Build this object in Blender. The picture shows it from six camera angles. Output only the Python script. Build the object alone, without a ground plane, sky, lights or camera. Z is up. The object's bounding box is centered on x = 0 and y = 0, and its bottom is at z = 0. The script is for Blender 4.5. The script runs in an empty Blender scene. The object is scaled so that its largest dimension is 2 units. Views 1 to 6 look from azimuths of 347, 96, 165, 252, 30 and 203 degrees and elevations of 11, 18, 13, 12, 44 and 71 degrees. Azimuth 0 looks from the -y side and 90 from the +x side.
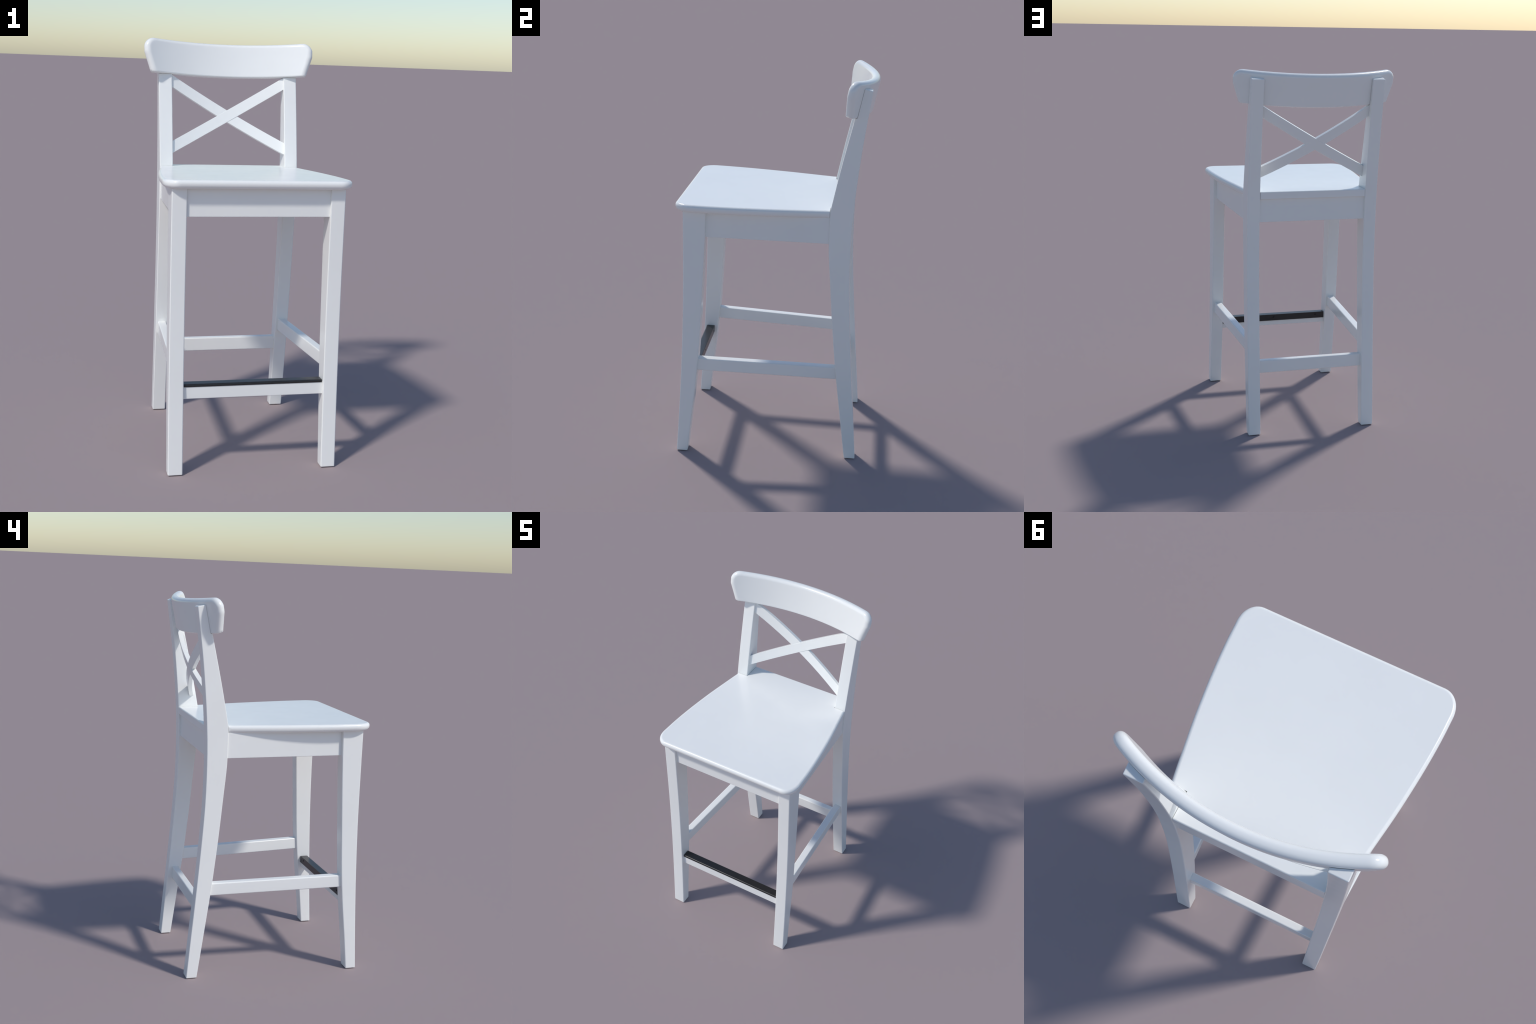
"""White lacquered wooden bar stool: four legs (the rear pair rises into the
backrest posts), a rounded seat, aprons, stretchers, a crossed backrest, a bowed
top rail, and a black plastic cover over the foot rest."""
import bpy, bmesh, math
from mathutils import Vector

# ------------------------------------------------------------------ materials
def paint_material():
    m = bpy.data.materials.new("white_lacquer"); m.use_nodes = True
    nt = m.node_tree; N = nt.nodes; L = nt.links
    b = N["Principled BSDF"]
    tc = N.new("ShaderNodeTexCoord")
    # very faint cloudiness of the sprayed coat
    n1 = N.new("ShaderNodeTexNoise"); n1.inputs["Scale"].default_value = 5.0
    n1.inputs["Detail"].default_value = 3.0
    L.new(tc.outputs["Object"], n1.inputs["Vector"])
    ramp = N.new("ShaderNodeValToRGB")
    ramp.color_ramp.elements[0].position = 0.3
    ramp.color_ramp.elements[0].color = (0.905, 0.91, 0.885, 1)
    ramp.color_ramp.elements[1].position = 0.7
    ramp.color_ramp.elements[1].color = (0.92, 0.925, 0.90, 1)
    L.new(n1.outputs["Fac"], ramp.inputs["Fac"])
    L.new(ramp.outputs["Color"], b.inputs["Base Color"])
    n2 = N.new("ShaderNodeTexNoise"); n2.inputs["Scale"].default_value = 12.0
    L.new(tc.outputs["Object"], n2.inputs["Vector"])
    mr = N.new("ShaderNodeMapRange")
    mr.inputs["To Min"].default_value = 0.19; mr.inputs["To Max"].default_value = 0.23
    L.new(n2.outputs["Fac"], mr.inputs["Value"])
    L.new(mr.outputs["Result"], b.inputs["Roughness"])
    b.inputs["IOR"].default_value = 1.5
    return m

def plastic_material():
    m = bpy.data.materials.new("black_plastic"); m.use_nodes = True
    nt = m.node_tree; N = nt.nodes; L = nt.links
    b = N["Principled BSDF"]
    tc = N.new("ShaderNodeTexCoord")
    n1 = N.new("ShaderNodeTexNoise"); n1.inputs["Scale"].default_value = 30.0
    L.new(tc.outputs["Object"], n1.inputs["Vector"])
    ramp = N.new("ShaderNodeValToRGB")
    ramp.color_ramp.elements[0].color = (0.015, 0.015, 0.016, 1)
    ramp.color_ramp.elements[1].color = (0.020, 0.020, 0.021, 1)
    L.new(n1.outputs["Fac"], ramp.inputs["Fac"])
    L.new(ramp.outputs["Color"], b.inputs["Base Color"])
    b.inputs["Roughness"].default_value = 0.28
    return m

WHITE = paint_material()
BLACK = plastic_material()

# ------------------------------------------------------------------ helpers
stool = bpy.data.objects.new("bar_stool", None)
bpy.context.scene.collection.objects.link(stool)
stool["label"] = "tall white wooden bar stool with crossed backrest and foot rest"
stool["category"] = "bar stool"

def make(name, verts, faces, mat=WHITE, parent=stool):
    me = bpy.data.meshes.new(name)
    me.from_pydata([tuple(v) for v in verts], [], faces)
    bm = bmesh.new(); bm.from_mesh(me)
    bmesh.ops.recalc_face_normals(bm, faces=bm.faces)
    bm.to_mesh(me); bm.free()
    me.materials.append(mat)
    ob = bpy.data.objects.new(name, me)
    bpy.context.scene.collection.objects.link(ob)
    if parent is not None:
        ob.parent = parent
    return ob

def apply_modifiers(ob):
    dg = bpy.context.evaluated_depsgraph_get()
    me = bpy.data.meshes.new_from_object(ob.evaluated_get(dg))
    old = ob.data; ob.modifiers.clear(); ob.data = me; me.name = ob.name
    bpy.data.meshes.remove(old)

def finish(ob, bevel=0.0, segments=3, cutters=(), smooth=40):
    """round the edges, cut the recesses, set shading"""
    if bevel:
        md = ob.modifiers.new("bevel", 'BEVEL'); md.width = bevel
        md.segments = segments; md.limit_method = 'ANGLE'
        md.angle_limit = math.radians(35)
    for c in cutters:
        md = ob.modifiers.new("cut", 'BOOLEAN'); md.object = c
        md.operation = 'DIFFERENCE'; md.solver = 'EXACT'
    apply_modifiers(ob)
    ob.data.polygons.foreach_set("use_smooth", [True] * len(ob.data.polygons))
    ob.data.set_sharp_from_angle(angle=math.radians(smooth))
    md = ob.modifiers.new("weighted", 'WEIGHTED_NORMAL'); md.keep_sharp = True
    apply_modifiers(ob)
    return ob

def drop(*obs):
    for o in obs:
        bpy.data.objects.remove(o, do_unlink=True)

def loft(name, rings, mat=WHITE, parent=stool):
    n = len(rings[0]); verts = [p for r in rings for p in r]; faces = []
    for k in range(len(rings) - 1):
        for i in range(n):
            j = (i + 1) % n
            faces.append((k*n+i, k*n+j, (k+1)*n+j, (k+1)*n+i))
    faces.append(tuple(range(n)))
    faces.append(tuple((len(rings)-1)*n + i for i in range(n)))
    return make(name, verts, faces, mat, parent)

def box(name, x0, x1, y0, y1, z0, z1, mat=WHITE, parent=stool):
    ring = lambda z: [(x0, y0, z), (x1, y0, z), (x1, y1, z), (x0, y1, z)]
    return loft(name, [ring(z0), ring(z1)], mat, parent)

def curve_through(pts, z):
    """smooth (Hermite) interpolation of a profile given as (z, y) knots"""
    if z <= pts[0][0]: i = 0
    elif z >= pts[-1][0]: i = len(pts) - 2
    else: i = max(k for k in range(len(pts)-1) if pts[k][0] <= z)
    def slope(k):
        if k == 0: a, b = 0, 1
        elif k == len(pts)-1: a, b = k-1, k
        else: a, b = k-1, k+1
        return (pts[b][1]-pts[a][1]) / (pts[b][0]-pts[a][0])
    (z0, y0), (z1, y1) = pts[i], pts[i+1]
    h = z1 - z0; t = (z - z0) / h
    return ((2*t**3-3*t*t+1)*y0 + (t**3-2*t*t+t)*h*slope(i)
            + (-2*t**3+3*t*t)*y1 + (t**3-t*t)*h*slope(i+1))

# ------------------------------------------------------------------ backrest frame
LEAN = math.atan(0.226)                # the backrest leans back from the seat
SN, CS = math.sin(LEAN), math.cos(LEAN)
def lean(x, d, h):
    """x across, d depth square to the backrest, h height along it"""
    return (x, h*SN + d*CS, h*CS - d*SN)
POST_D = -0.0249                       # plane of the post fronts

# ------------------------------------------------------------------ front legs
FRONT_IN, FRONT_OUT = 0.3342, 0.4042
FL_FRONT = [(0, -.4905), (.2, -.4775), (.4, -.466), (.6, -.457), (.8, -.4505), (1.0, -.4475), (1.36, -.446)]
FL_REAR = [(0, -.433), (.2, -.411), (.4, -.387), (.6, -.3695), (.8, -.3575), (1.0, -.346), (1.2, -.336), (1.36, -.331)]

def front_leg(side):
    zs = [1.342 * k / 20 for k in range(21)]
    rings = []
    for z in zs:
        f, r = curve_through(FL_FRONT, z) - .0004, curve_through(FL_REAR, z) + .0005
        rings.append([(side*FRONT_IN, f, z), (side*FRONT_OUT, f, z),
                      (side*FRONT_OUT, r, z), (side*FRONT_IN, r, z)])
    return finish(loft("leg", rings), bevel=0.0055)

# ------------------------------------------------------------------ rear legs / posts
POST_IN, POST_OUT = 0.2965, 0.3645
RL_FRONT = [(0, .404), (.25, .3715), (.5, .3395), (.75, .3135), (1.0, .2925), (1.15, .2805), (1.25, .279), (1.352, .2805)]
RL_BACK = [(0, .4595), (.2, .4435), (.4, .4265), (.6, .411), (.8, .397), (.95, .389), (1.1, .3865), (1.25, .3885),
           (1.4, .3965), (1.55, .4095), (1.7, .4255), (1.85, .4455), (1.956, .4605)]
POST_FRONT = [(1.354, .2805), (1.5, .3095), (1.623, .3360), (1.774, .3705), (1.86, .3910), (1.97, .4180)]

def rear_leg(side, cutter):
    n_low, n_up = 20, 12
    zt_f, zt_b = 1.9645, 1.9530
    rings = []
    for k in range(n_low + n_up + 1):
        if k <= n_low:
            zf = zb = 1.354 * k / n_low
            f = curve_through(RL_FRONT, zf)
        else:
            t = (k - n_low) / n_up
            zf = 1.354 + (zt_f - 1.354)*t; zb = 1.354 + (zt_b - 1.354)*t
            f = curve_through(POST_FRONT, zf)
        b = curve_through(RL_BACK, zb) + .0020
        rings.append([(side*POST_IN, f, zf), (side*POST_OUT, f, zf),
                      (side*POST_OUT, b, zb), (side*POST_IN, b, zb)])
    return finish(loft("leg", rings), bevel=0.0045, cutters=(cutter,))

# ------------------------------------------------------------------ rounded slabs
def resample(pts, n):
    P = [Vector(p) for p in pts]
    acc = [0.0]
    for a, b in zip(P, P[1:]): acc.append(acc[-1] + (b-a).length)
    out = []; j = 0
    for k in range(n + 1):
        s = acc[-1] * k / n
        while j < len(P)-2 and acc[j+1] < s: j += 1
        seg = acc[j+1]-acc[j]
        out.append(P[j].lerp(P[j+1], (s-acc[j])/seg if seg else 0))
    return out

def inward(loop):
    n = len(loop); area = sum(loop[i].x*loop[(i+1) % n].y - loop[(i+1) % n].x*loop[i].y for i in range(n))
    sgn = 1 if area > 0 else -1
    out = []
    for i in range(n):
        a = (loop[i]-loop[i-1]).normalized(); b = (loop[(i+1) % n]-loop[i]).normalized()
        na = Vector((-a.y, a.x)); nb = Vector((-b.y, b.x)); m = (na+nb).normalized()
        out.append(m * sgn / max(0.5, m.dot(na)))
    return out

def slab_rings(loop, thick, r_top, r_bot, steps=7):
    """closed outline -> rings from the inner edge of face A round to face B.
    r_top / r_bot give the edge radius of each outline point."""
    nrm = inward(loop); rings = []
    for s in range(steps + 1):
        a = math.pi/2 * s/steps
        rings.append([(p + nrm[i]*r_top(p)*(1-math.sin(a)), r_top(p)*(1-math.cos(a))) for i, p in enumerate(loop)])
    for s in range(steps + 1):
        a = math.pi/2 * (1 - s/steps)
        rings.append([(p + nrm[i]*r_bot(p)*(1-math.sin(a)), thick - r_bot(p)*(1-math.cos(a))) for i, p in enumerate(loop)])
    return rings

def arc_points(cx, cy, rx, ry, a0, a1, n):
    return [(cx + rx*math.cos(math.radians(a0+(a1-a0)*k/n)), cy + ry*math.sin(math.radians(a0+(a1-a0)*k/n))) for k in range(n+1)]

# ------------------------------------------------------------------ seat
SEAT_T = 0.0405
SEAT_FRONT = -0.4875
def seat_top_z(y): return 1.3663 - 0.0260*y

def seat():
    side = [(.300, .3925), (.326, .3925), (.343, .365), (.3580, .300), (.3662, .263), (.3860, .145), (.4045, .030),
            (.4175, -.070), (.4265, -.150), (.434, -.235), (.4385, -.310), (.4405, -.380)]
    # smooth the long bowed side
    bow = side[3:]
    knots = [(p[1], p[0]) for p in reversed(bow)]
    ys = [.300 - (.300+.400)*k/24 for k in range(25)]
    right = side[:3] + [(curve_through(knots, y), y) for y in ys]
    right += arc_points(.4405-.070, SEAT_FRONT+.086, .070, .086, 0, -90, 14)[1:]
    half = resample([Vector(p) for p in right], 90)
    front = [Vector((.3705 - 2*.3705*k/16, SEAT_FRONT)) for k in range(1, 16)]
    rear = [Vector((-.300 + .6*k/16, .3925)) for k in range(1, 16)]
    loop = half + front + [Vector((-p.x, p.y)) for p in reversed(half)] + rear
    def back(p):   # rear edge is only lightly eased
        return max(0.0, min(1.0, (p.y - .27)/.03))
    rings = slab_rings(loop, SEAT_T, lambda p: .0160 + (.006-.0160)*back(p),
                       lambda p: .0215 + (.003-.0215)*back(p))
    rr = [[(p.x, p.y, seat_top_z(p.y) - d) for p, d in r] for r in rings]
    ob = loft("seat", rr)
    cut = [box("cutter", s*.2953, s*.42, .2795, .46, 1.2, 1.5, parent=None) for s in (1, -1)]
    finish(ob, cutters=cut, smooth=50)
    drop(*cut)
    return ob

# ------------------------------------------------------------------ top rail
RAIL_R, RAIL_T, RAIL_D = 0.90, 0.0448, 0.0085
RAIL_STRAIGHTEN = 0.015         # the rail stands a little steeper than the posts
RAIL_TOP, RAIL_BOTTOM, RAIL_EDGE, RAIL_UNDER = 2.0365, 1.8625, 0.0205, 0.007

def top_rail(name, grow=0.0, parent=stool):
    """bowed board: outline in (across, up), edges rounded, then bent round an arc"""
    hb, ht = RAIL_BOTTOM - grow, RAIL_TOP + grow
    right = arc_points(.403+grow, hb+.005, .006, .005, -90, -14, 4)
    right += [(.4090+.0305*k/8+grow, hb+.006+(1.962-hb-.006)*k/8) for k in range(1, 9)]
    right += arc_points(.3945+grow, ht-.055, .0470, .055, 14, 90, 14)
    end = right[4:13]                       # the slanting end, used to find its x at any height
    def end_x(h):
        t = max(0.0, min(1.0, (h - end[0][1])/(end[-1][1]-end[0][1])))
        return end[0][0] + (end[-1][0]-end[0][0])*t
    n, split, mid_h = 28, 10, hb + .075
    lo_r, up_r = right[:split], right[split:]
    lower = [(-x, h) for x, h in reversed(lo_r)] + [(-.40 + .80*k/n, hb) for k in range(n+1)] + lo_r
    upper = [(-x, h) for x, h in up_r] + [(-.385 + .77*k/n, ht) for k in range(n+1)] + list(reversed(up_r))
    lower, upper = resample([Vector(p) for p in lower], 90), resample([Vector(p) for p in upper], 90)
    loop = lower + list(reversed(upper))
    nrm = inward(loop)
    T = RAIL_T + 2*grow
    def inset(i, k):
        """move outline point i inwards by the share k of the edge radius"""
        p = loop[i]
        if p.y > mid_h:
            return p + nrm[i]*RAIL_EDGE*k
        sx = max(0.0, min(1.0, (abs(p.x) - end_x(p.y) + .07)/.07))
        sy = max(0.0, 1.0 - (p.y - hb)/.05)
        return p + Vector((-math.copysign(sx*RAIL_EDGE*k, p.x), sy*RAIL_UNDER*k))
    def depth(i):
        p = loop[i]
        w = max(0.0, min(1.0, (p.y-hb)/.02))
        wx = max(0.0, min(1.0, (abs(p.x) - end_x(p.y) + .012)/.012))
        return RAIL_UNDER + (RAIL_EDGE-RAIL_UNDER)*max(w, wx)
    rings, steps, m = [], 8, len(loop)
    for s in range(steps+1):
        a = math.pi/2*s/steps
        rings.append([(inset(i, 1-math.sin(a)), depth(i)*(1-math.cos(a))) for i in range(m)])
    for s in range(steps+1):
        a = math.pi/2*(1-s/steps)
        rings.append([(inset(i, 1-math.sin(a)), T - depth(i)*(1-math.cos(a))) for i in range(m)])
    def put(p, t):
        phi = math.asin(p.x/(RAIL_R + RAIL_T/2)); R = RAIL_R - grow + t
        d = RAIL_D + R*math.cos(phi) - RAIL_R - RAIL_STRAIGHTEN*(p.y-RAIL_BOTTOM)
        return lean(R*math.sin(phi), d, p.y)
    verts = [put(p, t) for r in rings for p, t in r]
    faces = []
    for k in range(len(rings)-1):
        for i in range(m):
            j = (i+1) % m
            faces.append((k*m+i, k*m+j, (k+1)*m+j, (k+1)*m+i))
    c, rows = len(lower), 6
    for base, t in ((0, 0.0), ((len(rings)-1)*m, T)):
        flat = rings[0] if base == 0 else rings[-1]
        ids = [[base+i for i in range(c)]]
        for r in range(1, rows):
            row = []
            for i in range(c):
                p = flat[i][0].lerp(flat[m-1-i][0], r/rows)
                row.append(len(verts)); verts.append(put(p, t))
            ids.append(row)
        ids.append([base + m-1-i for i in range(c)])
        for r in range(rows):
            for i in range(c-1):
                faces.append((ids[r][i], ids[r][i+1], ids[r+1][i+1], ids[r+1][i]))
    ob = make(name, verts, faces, parent=parent)
    if parent is not None:
        finish(ob, smooth=60)
    return ob

# ------------------------------------------------------------------ crossed braces
def brace(direction, front_d, back_d):
    """flat bar bowed like the rail, running from one post up to the other"""
    h0, rise, half = 1.6588, 0.1715, 0.0313
    N, X = 32, .308
    rings = []
    for k in range(N+1):
        x = -X + 2*X*k/N
        h = h0 + direction * rise * x/POST_IN
        sag = 1.2 - math.sqrt(1.2**2 - x*x) + .018*(h - h0)
        rings.append([lean(x, front_d - sag, h-half), lean(x, front_d - sag, h+half),
                      lean(x, back_d - sag, h+half), lean(x, back_d - sag, h-half)])
    return finish(loft("brace", rings), bevel=0.0022, segments=2)

# ------------------------------------------------------------------ rails between the legs
def bar(name, a, b, bevel=0.004):
    """a, b: ((x0, x1, z0, z1), y) end sections of a bar running in y"""
    rings = []
    for (x0, x1, z0, z1), y in (a, b):
        rings.append([(x0, y, z0), (x1, y, z0), (x1, y, z1), (x0, y, z1)])
    return finish(loft(name, rings), bevel=bevel)

def side_parts(s):
    # apron splays outwards to the front, underside follows the seat slope
    o = lambda y: .3575 + (.2815 - y)/(.2815+.336)*.0275
    def sec(y):
        zb = 1.1882 + (.2815 - y)*.020
        return ((s*(o(y)-.036), s*o(y), zb, seat_top_z(y)-SEAT_T+.0050), y)
    bar("apron", sec(.330), sec(-.380), .003)
    # stretcher
    o2 = lambda y: .3525 + (.34 - y)/.71*.0365
    def sec2(y):
        zb = .4508 + (.34 - y)/.71*.0205
        return ((s*(o2(y)-.043), s*o2(y), zb, zb+.0675), y)
    bar("stretcher", sec2(.365), sec2(-.410), .006)

def cross_parts():
    z_top = lambda y: seat_top_z(y)-SEAT_T+.0050
    finish(box("apron", -.345, .345, -.433, -.395, 1.2065, z_top(-.41)), bevel=.003)
    finish(box("apron", -.305, .305, .340, .378, 1.1885, z_top(.36)), bevel=.003)
    finish(box("stretcher", -.305, .305, .3675, .4035, .3398, .4128), bevel=.006)
    front = finish(box("stretcher", -.345, .345, -.4492, -.4120, .3575, .4210), bevel=.003)
    return front

def foot_rest_cover():
    """black channel clipped over the front stretcher, deeper at the back"""
    y0, y1, zt, zf, zb, t = -.4518, -.4045, .4283, .4146, .3882, .0065
    X, r = .3318, .0065
    nose = arc_points(y0+r, zt-r, r, r, 180, 90, 6)        # soft front edge
    prof = [(y0, zf)] + nose + [(y1, zt), (y1, zb), (y1-t, zb), (y1-t, zt-t), (y0+t, zt-r), (y0+t, zf)]
    ob = loft("foot_rest_cover", [[(x, y, z) for y, z in prof] for x in (-X, X)], BLACK)
    ob.data.materials.clear(); ob.data.materials.append(BLACK)
    holes = []
    for x in (-.275, 0, .275):
        ring = lambda y: [(x + .0052*math.cos(2*math.pi*k/20), y, .4135 + .0052*math.sin(2*math.pi*k/20)) for k in range(20)]
        holes.append(loft("cutter", [ring(y1-.0055), ring(y1+.01)], parent=None))
    finish(ob, bevel=.0020, segments=3, cutters=holes)
    drop(*holes)
    return ob

# ------------------------------------------------------------------ assembly
seat()
for s in (-1, 1):
    front_leg(s)
notch = top_rail("cutter", grow=0.0012, parent=None)
for s in (-1, 1):
    rear_leg(s, notch)
drop(notch)
top_rail("top_rail")
brace(+1, .0208, .0463)      # runs through in front at the crossing
brace(-1, .0226, .0456)
for s in (-1, 1):
    side_parts(s)
cross_parts()
foot_rest_cover()
